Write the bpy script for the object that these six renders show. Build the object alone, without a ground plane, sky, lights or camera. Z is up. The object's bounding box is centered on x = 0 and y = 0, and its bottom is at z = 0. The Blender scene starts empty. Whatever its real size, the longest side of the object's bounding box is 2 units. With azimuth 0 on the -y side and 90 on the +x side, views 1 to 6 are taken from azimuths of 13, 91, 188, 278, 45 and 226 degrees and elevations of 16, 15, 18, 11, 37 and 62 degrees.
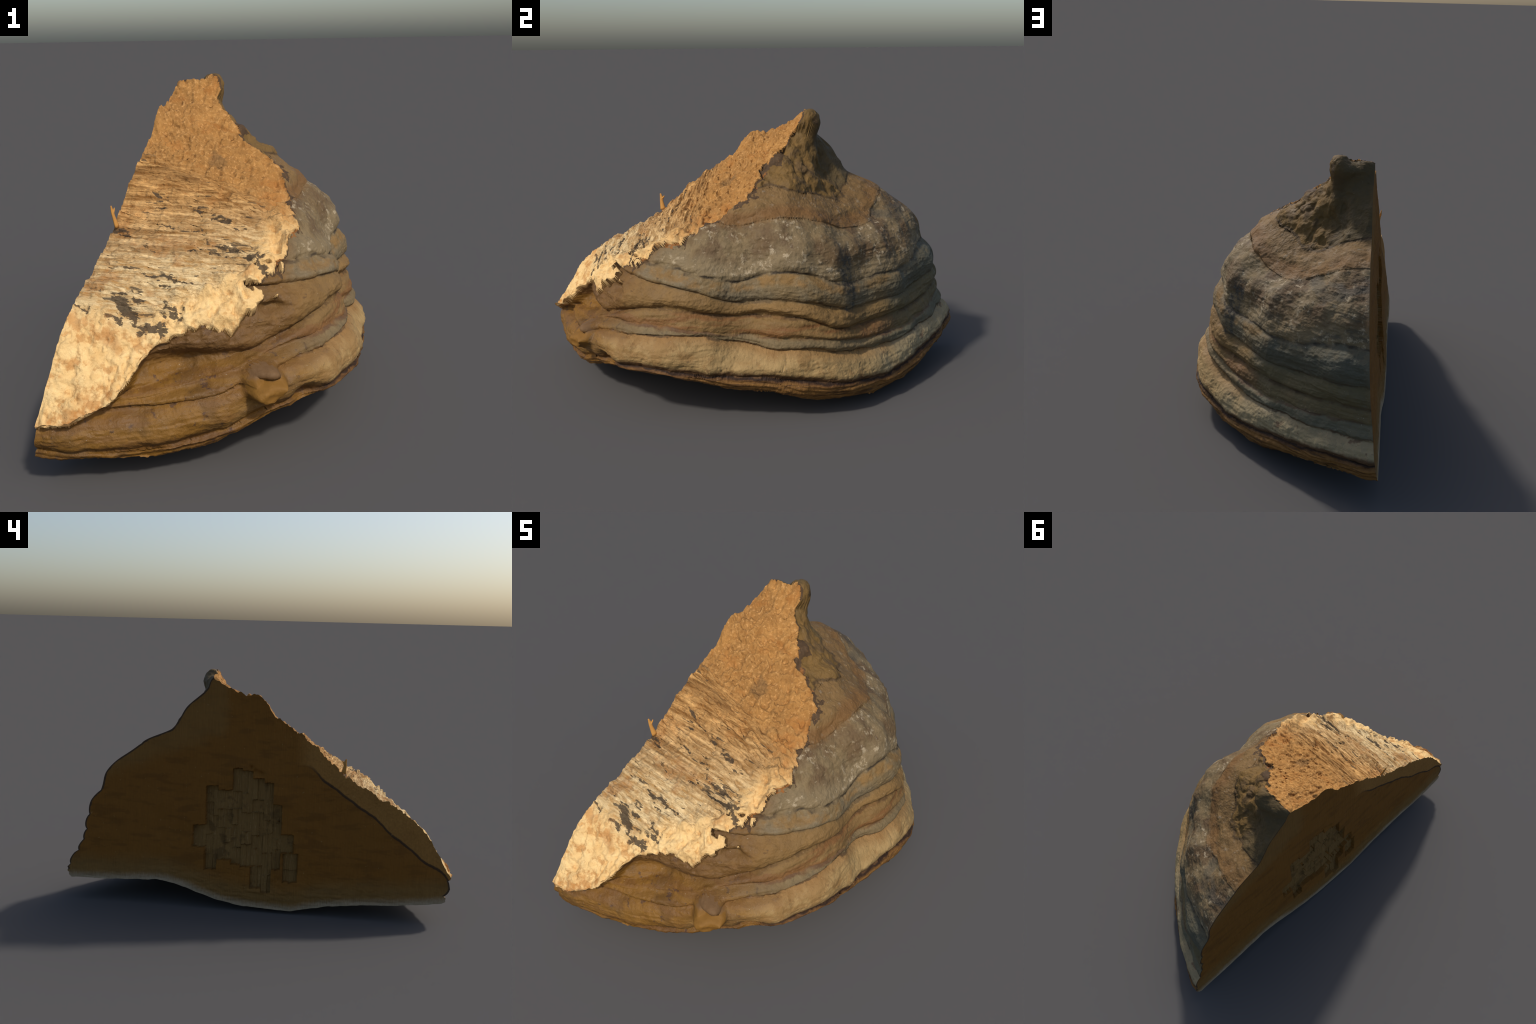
"""A halved bracket fungus: a banded hoof-shaped crust, a torn face where it sat on
its tree, and a sawn face that shows the brown flesh.  The body is one closed surface
around an inner point: in every direction the surface lies where the ray leaves the
crust (a stack of cross-sections), the torn slope or the underside.  It is then split
into its parts."""
import bpy
import math
import numpy as np

rng = np.random.default_rng(7)
GRID = 660                     # samples along a side of the body's square grid

# ----------------------------------------------------------------------------------
# small numeric tools
# ----------------------------------------------------------------------------------
def spline_weights(q, nodes):
    """Weights of a cubic (Catmull-Rom) spline through uneven nodes."""
    q = np.asarray(q, float).ravel()
    n = len(nodes)
    q = np.clip(q, nodes[0], nodes[-1] - 1e-9)
    i = np.clip(np.searchsorted(nodes, q, side="right") - 1, 0, n - 2)
    h = nodes[i + 1] - nodes[i]
    t = (q - nodes[i]) / h
    w = np.zeros((len(q), n))
    r = np.arange(len(q))
    w[r, i] += 2 * t**3 - 3 * t**2 + 1
    w[r, i + 1] += 3 * t**2 - 2 * t**3

    def slope(j, c):
        a, b = np.clip(j - 1, 0, n - 1), np.clip(j + 1, 0, n - 1)
        d = nodes[b] - nodes[a]
        np.add.at(w, (r, b), c * h / d)
        np.add.at(w, (r, a), -c * h / d)

    slope(i, t**3 - 2 * t**2 + t)
    slope(i + 1, t**3 - t**2)
    return w


def smooth(a, b, x):
    t = np.clip((x - a) / (b - a), 0, 1)
    return t * t * (3 - 2 * t)


class Perlin:
    """Seeded gradient noise for arrays of points."""

    def __init__(self, seed):
        g = np.random.default_rng(seed)
        self.perm = np.concatenate([g.permutation(256)] * 3).astype(np.int32)
        v = g.normal(size=(256, 3))
        self.gx, self.gy, self.gz = (v / np.linalg.norm(v, axis=1)[:, None]).T.astype(np.float32)

    def __call__(self, x, y, z):
        flat = float(np.ptp(z)) == 0.0                        # a plane of the noise: take it at a lattice level
        zf = 0.0 if flat else z - np.floor(z)
        z0 = int(round(float(np.ravel(z)[0]))) & 255 if flat else np.floor(z).astype(np.int32) & 255
        xi, yi = np.floor(x), np.floor(y)
        xf, yf = (x - xi).astype(np.float32), (y - yi).astype(np.float32)
        xi, yi = xi.astype(np.int32) & 255, yi.astype(np.int32) & 255
        fade = lambda t: t * t * t * (t * (t * 6 - 15) + 10)
        u, v, w = fade(xf), fade(yf), fade(zf)
        out = np.zeros(xf.shape, np.float32)
        for i in (0, 1):
            hx = self.perm[xi + i]
            for j in (0, 1):
                hy = self.perm[hx + yi + j]
                uv = (u if i else 1 - u) * (v if j else 1 - v)
                for k in ((0,) if flat else (0, 1)):
                    g = self.perm[hy + z0 + k]
                    d = self.gx[g] * (xf - i) + self.gy[g] * (yf - j) + self.gz[g] * (zf - k)
                    out += d * uv * (1 if flat else (w if k else 1 - w))
        return out * 1.6


noise = Perlin(3)


def fbm(x, y, z, scale, octaves=3, gain=0.5, offset=0.0):
    total, a = 0.0, 1.0
    for o in range(octaves):
        s = scale * 2**o
        total = total + a * noise(x * s + offset + 17.3 * o, y * s + 5.1 * o, z * s + 9.7 * o)
        a *= gain
    return total


def billow(x, y, z, scale, octaves=3, gain=0.5, offset=0.0):
    total, a = 0.0, 1.0
    for o in range(octaves):
        s = scale * 2**o
        total = total + a * (1 - 2.2 * np.abs(noise(x * s + offset + 11.7 * o, y * s + 3.9 * o, z * s + 7.3 * o)))
        a *= gain
    return total


# ----------------------------------------------------------------------------------
# the form: growth lines, cross-sections, torn slope, underside, saw cut
# ----------------------------------------------------------------------------------
AXIS = (-0.45, 0.10)           # upright axis that the crust's cross-sections are measured from

# Heights of the growth lines (furrows between two years' swellings) around the crust,
# from the lower margin up to the foot of the beak.
LINE_ANGLES = np.array([-95, -75, -60, -45, -30, -20, -10, 0, 10, 20, 30, 40, 50, 60, 75, 95.0])
GROWTH_LINES = {
    "margin":     [.115, .08, .103, .176, .210, .182, .140, .128, .080, .060, .048, .038, .042, .058, .048, .103],
    "lip":        [.15, .135, .15, .22, .238, .217, .203, .196, .172, .147, .124, .118, .127, .144, .17, .185],
    "rim":        [.25, .26, .28, .345, .367, .372, .335, .306, .303, .266, .244, .235, .238, .247, .252, .262],
    "ledge":      [.27, .28, .32, .385, .40, .385, .36, .348, .340, .317, .288, .28, .274, .289, .299, .325],
    "swelling":   [.29, .30, .345, .41, .468, .453, .43, .433, .420, .362, .344, .345, .345, .343, .36, .375],
    "fold":       [.58, .58, .58, .575, .563, .537, .488, .500, .49, .447, .421, .428, .422, .42, .45, .452],
    "overhang":   [.64, .64, .64, .63, .625, .598, .574, .607, .600, .555, .530, .537, .533, .54, .579, .583],
    "shoulder":   [.80, .80, .80, .80, .79, .785, .785, .812, .811, .783, .742, .735, .746, .79, .84, .838],
    "beak":       [.90, .90, .90, .90, .89, .90, .905, .925, .905, .888, .862, .838, .855, .895, .923, .935],
}
LINE_TABLE = np.array(list(GROWTH_LINES.values()))
SWELL = [.012, .024, .009, .011, .026, .018, .018, .008]     # how far each year's growth bulges

# Cross-sections: distance of the crust from the axis, by height and by angle.
SECTION_ANGLES = np.array([-95, -75, -55, -38, -22, -8, 5, 18, 32, 46, 60, 75, 95.0])
SECTIONS = {
    .05: [1.075, 1.030, .990, .965, .950, .910, .885, .870, .845, .820, .810, .840, .890],
    .11: [1.090, 1.035, 1.000, .980, .964, .922, .901, .894, .848, .828, .821, .851, .921],
    .17: [1.100, 1.050, 1.018, 1.010, .976, .917, .901, .893, .835, .811, .812, .855, .925],
    .24: [1.112, 1.028, 1.030, 1.058, .990, .902, .893, .861, .802, .785, .793, .826, .893],
    .32: [1.070, .978, 1.015, 1.052, .978, .845, .857, .837, .775, .754, .762, .792, .852],
    .42: [.968, .925, .945, .965, .916, .806, .828, .812, .757, .752, .738, .784, .828],
    .52: [.874, .885, .915, .945, .898, .792, .815, .803, .733, .743, .736, .772, .800],
    .60: [.808, .831, .868, .884, .858, .778, .790, .772, .692, .710, .710, .713, .760],
    .68: [.748, .776, .810, .826, .792, .732, .766, .742, .668, .662, .652, .688, .728],
    .74: [.702, .726, .747, .764, .752, .696, .729, .690, .605, .598, .592, .648, .660],
    .80: [.654, .670, .682, .686, .663, .660, .679, .635, .545, .497, .540, .581, .560],
    .86: [.602, .607, .608, .600, .592, .622, .614, .562, .447, .395, .440, .507, .460],
    .92: [.546, .539, .530, .516, .530, .536, .526, .482, .396, .348, .375, .375, .350],
    .98: [.485, .469, .451, .432, .430, .428, .446, .430, .362, .320, .325, .328, .283],
    1.05: [.411, .384, .358, .335, .322, .334, .364, .356, .335, .302, .292, .280, .216],
    1.15: [.301, .261, .225, .200, .193, .207, .245, .285, .315, .285, .200, .148, .102],
}
SECTION_HEIGHTS = np.array(list(SECTIONS))
SECTION_TABLE = np.array(list(SECTIONS.values()))

# The torn slope: its height over the ground, in rows from the saw cut outwards.
TORN_X = np.array([-.45, -.30, -.15, 0, .15, .30])
TORN_Y = np.array([-1.0, -.9, -.8, -.7, -.55, -.4, -.25, -.1, 0, .1, .2, .3])
TORN_ROWS = np.array([
    [.246, .422, .534, .600, .674, .787, .926, 1.048, 1.150, 1.156, 1.172, 1.250],
    [.232, .362, .492, .588, .664, .764, .898, .984, 1.086, 1.116, 1.172, 1.285],
    [.237, .337, .423, .550, .662, .759, .870, .944, 1.012, 1.060, 1.135, 1.300],
    [.215, .400, .435, .505, .628, .739, .826, .884, .936, 1.008, 1.065, 1.122],
    [.300, .420, .432, .460, .585, .682, .770, .825, .888, .960, 1.028, 1.081],
    [.300, .420, .430, .455, .525, .630, .715, .790, .849, .910, .975, 1.039],
])

# Underside along the saw cut, from front to back.
UNDER_Y = np.array([-1.0, -.9, -.75, -.6, -.4, -.27, -.2, -.1, 0, .1, .2, .28, .34, .42, .52, .68, .85, 1.0])
UNDER_Z = np.array([.122, .106, .088, .075, .057, .032, .016, .018, .023, .031, .052, .076, .098, .118, .131, .122, .115, .113])


CUT_Z = np.array([0.0, .1, .2, .4, .6, .8, .95, 1.1, 1.25])
CUT_X = np.array([-.475, -.464, -.442, -.412, -.393, -.375, -.364, -.356, -.356])


def cut_x(y, z):
    """The saw cut: it leans a little over the body and swells towards the front."""
    edge = np.interp(z, CUT_Z, CUT_X)
    edge = edge - 0.007 * smooth(-0.6, -0.85, y)
    edge = edge - 0.012 * np.exp(-(((y + 0.62) / 0.2) ** 2) - ((z - 0.42) / 0.14) ** 2)
    return edge - 0.020 * np.exp(-(((y + 0.05) / 0.36) ** 2) - ((z - 0.62) / 0.30) ** 2)


def growth_heights(angle):
    return spline_weights(angle, LINE_ANGLES) @ LINE_TABLE.T


def swellings(angle, z):
    lines = growth_heights(angle)
    angle, z = angle.ravel(), z.ravel()
    wobble = fbm(angle * 0.06, z * 3, z * 0, 1.0, 2)
    d = np.zeros(len(z))
    for k, a in enumerate(SWELL):
        lo, hi = lines[:, k], lines[:, k + 1]
        u = np.clip((z - lo) / (hi - lo), 0, 1)
        d += np.where((z > lo) & (z < hi), a * ((1 - np.abs(2 * u - 1) ** 2.2) ** 0.8 - 0.58), 0)
    soft = 1 - 0.4 * smooth(15, 55, angle)                   # the rear is smoother
    d *= soft
    for k in range(1, lines.shape[1]):                       # sharp furrow at each line
        width, depth = (0.012, 0.010) if k in (2, 4, 6) else (0.014, 0.006) if k < 7 else (0.016, 0.0015 if k > 7 else 0.0)
        fade = 0.55 + 0.9 * wobble
        d -= depth * soft * np.clip(fade, 0.1, 1.3) * np.exp(-(((z - lines[:, k]) / width) ** 2))
    return d


def angular(angle, z, a0, z0, wa, wz):
    """A soft patch on the crust, about one place (angle in degrees, height)."""
    return np.exp(-(((angle - a0) / wa) ** 2) - ((z - z0) / wz) ** 2)


STUB = (-50.5, 0.298)          # the knot of an overgrown twig: angle and height


def stub_reach(angle, z):
    dx = (angle - STUB[0]) * math.radians(1) * 0.98
    return np.hypot(dx / 0.062, (z - STUB[1]) / 0.058)


def crust_radius(angle, z):
    shape = angle.shape
    a, h = angle.ravel(), z.ravel()
    # growth lines waver a little
    hw = h + 0.004 * fbm(a * 0.11, h * 8, h * 0 + 2.0, 1.0, 2)
    r = np.einsum("pi,pj,ij->p", spline_weights(h, SECTION_HEIGHTS), spline_weights(a, SECTION_ANGLES), SECTION_TABLE)
    r += swellings(a, hw)
    lines = growth_heights(a)
    # the lip under the pale rim draws in, in two thin layers
    lip = smooth(lines[:, 1], lines[:, 0] - 0.02, hw)
    r -= 0.032 * lip + 0.0028 * np.sin((hw - lines[:, 0]) * 300) * smooth(lines[:, 1] + 0.002, lines[:, 1] - 0.01, hw)
    # the tongue of the torn slope at the front stands over the lower skin
    tongue = -76.5 + 42 * np.clip(h - 0.306, -0.02, 0.2)
    r += 0.13 * smooth(tongue + 2, tongue - 2, a) * smooth(.225, .255, h - 0.0085 * np.clip(a + 84, 0, 8)) + 0.16 * smooth(-70, -80, a) * smooth(.38, .50, h)
    # hollow below the torn slope's hanging edge
    r -= 0.09 * angular(a, h, -65, 0.358, 8, 0.05) + 0.03 * angular(a, h, -53, 0.378, 8, 0.022)
    # rotten notch in the lip
    r -= 0.055 * angular(a, h, -44.5, 0.512, 2.8, 0.016) * (1 + 0.5 * fbm(a * 0.2, h * 20, h * 0, 1.0, 2))
    # crevice beside the knot
    r -= 0.04 * angular(a, h, -42.5, 0.235, 2.2, 0.03)
    # the knot
    reach = stub_reach(a, h)
    r += 0.050 * smooth(1.22, 0.72, reach + 0.12 * fbm(a * 0.15, h * 12, h * 0, 1.0, 2)) * (1 + 0.45 * fbm(a * 0.20, h * 18, h * 0, 1.0, 2))
    r -= 0.018 * smooth(1.0, 0.6, reach) * np.exp(-(((h - .325 + .004 * (a - STUB[0])) / 0.010) ** 2))
    # neck behind the horn
    r -= 0.005 * np.exp(-(((h - 1.13) / 0.03) ** 2)) * smooth(8, 25, a)
    # top of the beak closes
    h0 = 1.155 - 0.04 * smooth(50, 68, a)
    t = np.clip((h - h0) / (1.23 - h0), 0, 1)
    r *= np.sqrt(np.clip(1 - t * t, 0, 1))
    return r.reshape(shape)


# grey-black streaks left in the torn wood: ends (x, y) of each and its half width
STREAKS = (
    (-0.286, -0.311, -0.204, -0.330, 0.008), (-0.255, -0.357, -0.223, -0.357, 0.007), (-0.182, -0.333, -0.090, -0.359, 0.004), (-0.103, -0.348, -0.083, -0.366, 0.008),
    (-0.048, -0.367, 0.014, -0.358, 0.010), (0.045, -0.381, 0.079, -0.372, 0.005), (-0.275, -0.395, -0.232, -0.411, 0.004), (-0.227, -0.413, -0.170, -0.426, 0.006),
    (-0.102, -0.426, -0.054, -0.434, 0.004), (-0.043, -0.455, 0.069, -0.460, 0.007), (0.069, -0.460, 0.131, -0.450, 0.006), (-0.027, -0.497, 0.077, -0.495, 0.006),
    (0.077, -0.495, 0.156, -0.476, 0.009), (0.115, -0.492, 0.166, -0.501, 0.013), (-0.245, -0.606, -0.175, -0.620, 0.010), (-0.164, -0.610, -0.109, -0.611, 0.010),
    (-0.109, -0.612, -0.054, -0.601, 0.005), (-0.385, -0.449, -0.322, -0.462, 0.008), (-0.288, -0.711, -0.242, -0.716, 0.015), (-0.287, -0.764, -0.247, -0.758, 0.011),
    (-0.259, -0.724, -0.206, -0.738, 0.017), (-0.217, -0.703, -0.190, -0.699, 0.008), (-0.185, -0.757, -0.101, -0.742, 0.011), (-0.121, -0.688, -0.063, -0.691, 0.007),
    (-0.095, -0.711, -0.062, -0.708, 0.008), (-0.393, -0.758, -0.354, -0.766, 0.007), (-0.381, -0.690, -0.336, -0.701, 0.003), (-0.159, -0.640, -0.120, -0.641, 0.004),
    (-0.090, -0.504, -0.038, -0.495, 0.003), (-0.253, -0.510, -0.190, -0.528, 0.003), (0.002, -0.474, 0.069, -0.463, 0.006), (-0.147, -0.711, -0.111, -0.719, 0.006),
)


def fibre_zone(x, y):
    """Where the torn slope shows long wood fibres rather than spongy flesh."""
    edge = 0.13 - 0.25 * np.clip(-0.55 - y, 0, 1) + 0.03 * fbm(x, y, x * 0, 9, 2)
    return smooth(edge + 0.03, edge - 0.03, x) * smooth(-0.17, -0.24, y + 0.12 * x) * smooth(-0.80, -0.72, y) * smooth(-0.64, -0.58, y - 0.8 * x + 0.03 * fbm(x, y, x * 0, 12, 2))


def torn_height(x, y):
    shape = x.shape
    x, y = x.ravel(), y.ravel()
    h = np.einsum("pi,pj,ij->p", spline_weights(x, TORN_X), spline_weights(y, TORN_Y), TORN_ROWS)
    fz = fibre_zone(x, y)
    along, across = x * 0.996 - y * 0.08, y * 0.996 + x * 0.08
    zero = x * 0
    fibres = 0.010 * billow(along * 0.10, across, zero, 14, 4, 0.62) + 0.006 * billow(along * 0.08, across, zero + 3, 45, 2, 0.6)
    lumps = (0.012 + 0.006 * smooth(-0.7, -0.85, y)) * fbm(x, y, zero, 10, 4, 0.62) + 0.008 * billow(x, y, zero + 4, 20, 3, 0.62)
    h -= 0.006 * fz * smooth(0.10, 0.45, noise(along * 5, across * 75, zero + 6))
    ragged_edge = noise(x * 60, y * 60, zero)
    for x0, y0, x1, y1, w in STREAKS:
        m = (np.abs(x - (x0 + x1) / 2) < 0.09) & (np.abs(y - (y0 + y1) / 2) < 0.05)
        px, py = x[m] - x0, y[m] - y0
        t = np.clip((px * (x1 - x0) + py * (y1 - y0)) / ((x1 - x0) ** 2 + (y1 - y0) ** 2), 0, 1)
        d = np.hypot(px - t * (x1 - x0), py - t * (y1 - y0))
        h[m] -= 0.006 * smooth(w * 1.3, w * 0.5, d + 0.4 * w * ragged_edge[m])
    h += fz * (fibres - np.mean(fibres)) + (1 - fz) * (lumps - np.mean(lumps)) - 0.006 + 0.006 * fbm(x, y, zero + 8, 5, 2)
    # holes and a hollow
    for hx, hy, w, d in ((-.023, -.259, .022, .035), (-.10, -.10, .02, .02), (.02, -.20, .018, .022), (.17, -.33, .014, .02), (.10, -.16, .02, .018), (-.29, .06, .07, .018), (.03, -.60, .018, .015), (.10, -.57, .016, .015)):
        q = ((x - hx) / w) ** 2 + ((y - hy) / (w * 0.9)) ** 2
        h -= d * np.exp(-q * (1 + 0.4 * fbm(x, y, zero, 30, 2)))
    border = smooth(0.10, 0.17, x + 0.55 * np.clip(-0.35 - y, 0, 1)) * smooth(-0.2, -0.3, y)
    h += border * (0.008 * billow(x, y, zero + 5, 13, 3) + 0.004)
    lip = smooth(-0.42, -0.60, y) * smooth(-0.25, 0.0, x)
    h += lip * (0.014 * fbm(x, y, zero + 12, 9, 2) + 0.010 * billow(x, y, zero + 2, 16, 2) - 0.004)
    return h.reshape(shape)


def under_height(x, y):
    """Underside: the profile along the cut, eased into the level of the margin."""
    dx, dy = x - AXIS[0], y - AXIS[1]
    angle = np.degrees(np.arctan2(dy, np.maximum(dx, 0.0)))
    margin = (spline_weights(angle, LINE_ANGLES) @ LINE_TABLE[0]).reshape(x.shape)
    along_cut = np.interp(y, UNDER_Y, UNDER_Z)
    w = smooth(0.12, 0.62, dx)
    return np.maximum(0.0, along_cut * (1 - w) + margin * w) + 0.003 * fbm(x, y, x * 0, 14, 3)


class Table:
    """A function of two variables, sampled once and then looked up."""

    def __init__(self, f, lo, hi, shape):
        self.lo, self.hi, self.n = np.array(lo, float), np.array(hi, float), shape
        u, v = np.meshgrid(np.linspace(lo[0], hi[0], shape[0]), np.linspace(lo[1], hi[1], shape[1]), indexing="ij")
        self.t = f(u, v)

    def __call__(self, u, v):
        a = np.clip((u - self.lo[0]) / (self.hi[0] - self.lo[0]) * (self.n[0] - 1), 0, self.n[0] - 1.001)
        b = np.clip((v - self.lo[1]) / (self.hi[1] - self.lo[1]) * (self.n[1] - 1), 0, self.n[1] - 1.001)
        i, j = a.astype(int), b.astype(int)
        a, b, t = a - i, b - j, self.t
        return (t[i, j] * (1 - a) + t[i + 1, j] * a) * (1 - b) + (t[i, j + 1] * (1 - a) + t[i + 1, j + 1] * a) * b


crust_table = Table(crust_radius, (-100, 0.0), (100, 1.30), (900, 1000))
torn_table = Table(torn_height, (-0.50, -1.05), (0.40, 0.40), (700, 1100))
under_table = Table(under_height, (-0.55, -1.1), (0.60, 1.1), (300, 500))


def soft_min(a, b, k):
    h = np.clip(0.5 + 0.5 * (b - a) / k, 0, 1)
    return b * (1 - h) + a * h - k * h * (1 - h)


def ball(p, c, r):
    return np.sqrt(sum(((p[..., i] - c[i]) / r[i]) ** 2 for i in range(3))) * min(r) - min(r)


def horn(p):
    """The curled horn at the very top, with a lesser lump by the saw cut."""
    return soft_min(ball(p, (-.212, .266, 1.176), (.052, .054, .056)), ball(p, (-.308, .195, 1.118), (.040, .036, .052)), 0.03)


def layers(p):
    """Signed distance-like values to crust, torn slope and underside."""
    dx, dy = p[..., 0] - AXIS[0], p[..., 1] - AXIS[1]
    angle = np.degrees(np.arctan2(dy, dx))
    crust = np.hypot(dx, dy) - crust_table(angle, p[..., 2])
    torn = (p[..., 2] - torn_table(p[..., 0], p[..., 1])) * 0.78
    # the horn at the top curls over the torn slope's upper end
    top = horn(p)
    crust = soft_min(crust, top, 0.055)
    under = under_table(p[..., 0], p[..., 1]) - p[..., 2]
    # the torn slope's lower border is a thick, crumbly, rounded lip
    k = 0.004 + 0.040 * smooth(0.70, 0.55, p[..., 2])
    blend = np.clip(0.5 - 0.5 * (torn - crust) / k, 0, 1) * np.clip(0.5 + 0.5 * (torn - crust) / k, 0, 1) * k
    return crust + blend, torn + blend, under


CENTRE = np.array([0.0, 0.0, 0.43])    # x is counted from the saw cut


def place(q):
    """From cut-relative to world coordinates."""
    p = q.copy()
    p[..., 0] += cut_x(q[..., 1], q[..., 2])
    return p


def disc_grid(n):
    """A square grid bent into a disc (concentric squares become circles)."""
    s = np.linspace(-1, 1, n + 1)
    a, b = np.meshgrid(s, s, indexing="ij")
    big = np.abs(a) > np.abs(b)
    with np.errstate(divide="ignore", invalid="ignore"):
        phi = np.where(big, (math.pi / 4) * b / a, math.pi / 2 - (math.pi / 4) * a / b)
    r = np.where(big, a, b)
    phi = np.nan_to_num(phi)
    return r * np.cos(phi), r * np.sin(phi), np.abs(r)


def body_points():
    u, v, rad = disc_grid(GRID)
    theta = rad * math.pi / 2
    s = np.where(rad > 0, np.sin(theta) / np.maximum(rad, 1e-9), math.pi / 2)
    d = np.stack([np.cos(theta), u * s, v * s], -1)
    d[..., 0][rad > 1 - 1e-9] = 0.0
    lo, hi = np.full(rad.shape, 0.02), np.full(rad.shape, 1.35)
    for _ in range(21):
        mid = (lo + hi) / 2
        inside = np.maximum.reduce(layers(place(CENTRE + d * mid[..., None]))) < 0
        lo, hi = np.where(inside, mid, lo), np.where(inside, hi, mid)
    r = (lo + hi) / 2
    q = CENTRE + d * r[..., None]
    return q, (u, v, rad)


def grid_normals(p):
    n = np.cross(np.gradient(p, axis=0), np.gradient(p, axis=1))
    return n / np.maximum(np.linalg.norm(n, axis=-1, keepdims=True), 1e-12)


body_q, (disc_u, disc_v, disc_r) = body_points()
body = place(body_q)
crust_d, torn_d, under_d = layers(body)
kind = np.argmax(np.stack([crust_d, torn_d, under_d]), axis=0)         # 0 crust, 1 torn, 2 under
lip_wrap = np.where(stub_reach(np.degrees(np.arctan2(body[..., 1] - AXIS[1], body[..., 0] - AXIS[0])), body[..., 2]) < 1.4, -1.0, 0.022 * smooth(0.62, 0.48, body[..., 2]))
kind[(kind == 0) & (torn_d > crust_d - lip_wrap)] = 1
for _ in range(3):                                                      # no stray saw teeth along the borders
    votes = np.stack([sum(np.roll(np.roll(kind == k, i, 0), j, 1).astype(int) for i in (-1, 0, 1) for j in (-1, 0, 1)) for k in range(3)])
    kind = np.argmax(votes + 0.5 * (np.arange(3)[:, None, None] == kind), axis=0)
normal = grid_normals(body)
if np.sum(normal * (body - place(CENTRE)), axis=-1).mean() < 0:
    normal = -normal
bx, by, bz = body[..., 0], body[..., 1], body[..., 2]
b_angle = np.degrees(np.arctan2(by - AXIS[1], bx - AXIS[0]))
b_lines = growth_heights(b_angle).reshape(b_angle.shape + (-1,))

growth = np.zeros_like(bz)                                              # years counted from the margin
for k in range(b_lines.shape[-1] - 1):
    growth += np.clip((bz - b_lines[..., k]) / (b_lines[..., k + 1] - b_lines[..., k]), 0, 1)
# relief of the crust: slow undulation, growth wrinkles, grain, lumps and pits
edge_keep = smooth(1.0, 0.985, disc_r)                                  # leave the sawn rim where it is
relief = -0.0035 + 0.007 * fbm(bx, by, bz, 6, 2) + 0.0026 * fbm(bx, by, bz * 1.4, 22, 3) + 0.0014 * fbm(bx, by, bz, 45, 2) + 0.0013 * fbm(bx, by, bz, 110, 2)
line_height = np.clip(bz, 0, 1) + 0.01 * fbm(bx, by, bz, 8, 2)
relief += 0.0014 * billow(bx * 0.25, by * 0.25, line_height * 3.2, 14, 2) * smooth(0.9, 0.7, bz)
for c, w, d in (((-.101, .150, 1.055), .024, -.030), ((-.176, .591, .774), .034, -.014), ((-.055, .11, 1.005), .03, .014),
                ((-.15, .365, .885), .055, .016), ((-.06, .30, .93), .05, .010), ((-.13, .31, 1.0), .025, -.014), ((-.09, .26, .98), .018, -.012),
                ((-.19, .32, 1.04), .03, .012), ((.02, .10, .96), .03, -.012), ((.086, -.008, .896), .024, .009), ((.045, .01, .93), .02, -.012),
                ((-.02, .23, 1.0), .03, .010), ((-.11, .22, 1.06), .03, .012), ((.023, .655, .505), .035, .012), ((-.14, .80, .50), .035, .008),
                ((.252, -.349, .614), .03, -.018), ((.32, -.30, .605), .03, -.010)):
    q = ((bx - c[0]) ** 2 + (by - c[1]) ** 2 + (bz - c[2]) ** 2) / w**2
    relief += d * np.exp(-q)
beak_zone = smooth(-0.03, 0.02, bz - b_lines[..., 8])
relief += beak_zone * (0.013 * fbm(bx, by, bz, 12, 3) - 0.006 * smooth(0.2, 0.45, noise(bx * 26, by * 26, bz * 18))) * smooth(-0.33, -0.2, bx)
relief += 0.010 * smooth(6.0, 6.6, growth) * smooth(8.4, 7.9, growth) * fbm(bx, by, bz, 7.5, 3)
uneven = smooth(-0.35, 0.35, noise(b_angle * 0.045, growth * 0.9, bz * 0 + 5))
growth_w = growth + 0.10 * fbm(b_angle * 0.08, growth, bz * 0, 1.0, 3)
relief += (0.0085 * uneven * noise(b_angle * 0.018, growth_w * 2.4, bz * 0 + 2) + 0.0009 * billow(b_angle * 0.03, growth_w * 5.5, bz * 0, 1.0, 2)) * smooth(8.3, 7.6, growth)
relief += 0.006 * noise(b_angle * 0.07, growth * 1.3, bz * 0 + 9) + 0.005 * noise(b_angle * 0.16, growth * 0.5, bz * 0 + 4) * smooth(7.8, 6.5, growth)
# cracks across the pale rim
rim_zone = smooth(-0.01, 0.01, bz - b_lines[..., 1]) * smooth(0.01, -0.005, bz - b_lines[..., 2])
for a in (-30, -13, -11.5, 3, 12, 27, 31, 36, 52, 63, 66, 78):
    bend = a + 1.2 * np.sin(bz * 40 + a)
    relief -= rim_zone * 0.004 * np.exp(-(((b_angle - bend) / 0.35) ** 2)) * smooth(-.1, .4, noise(bend * 3.1, bz * 9, bz * 0))
relief += rim_zone * 0.006 * noise(b_angle * 0.16, bz * 5, bz * 0)
relief *= 1 - 0.85 * np.exp(-((bx + .20) ** 2 + (by - .30) ** 2 + (bz - 1.14) ** 2) / 0.06**2)
torn_relief = 0.0032 * fbm(bx, by, bz, 40, 3, 0.6) + 0.0040 * billow(bx, by, bz, 18, 2) - 0.002
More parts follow.
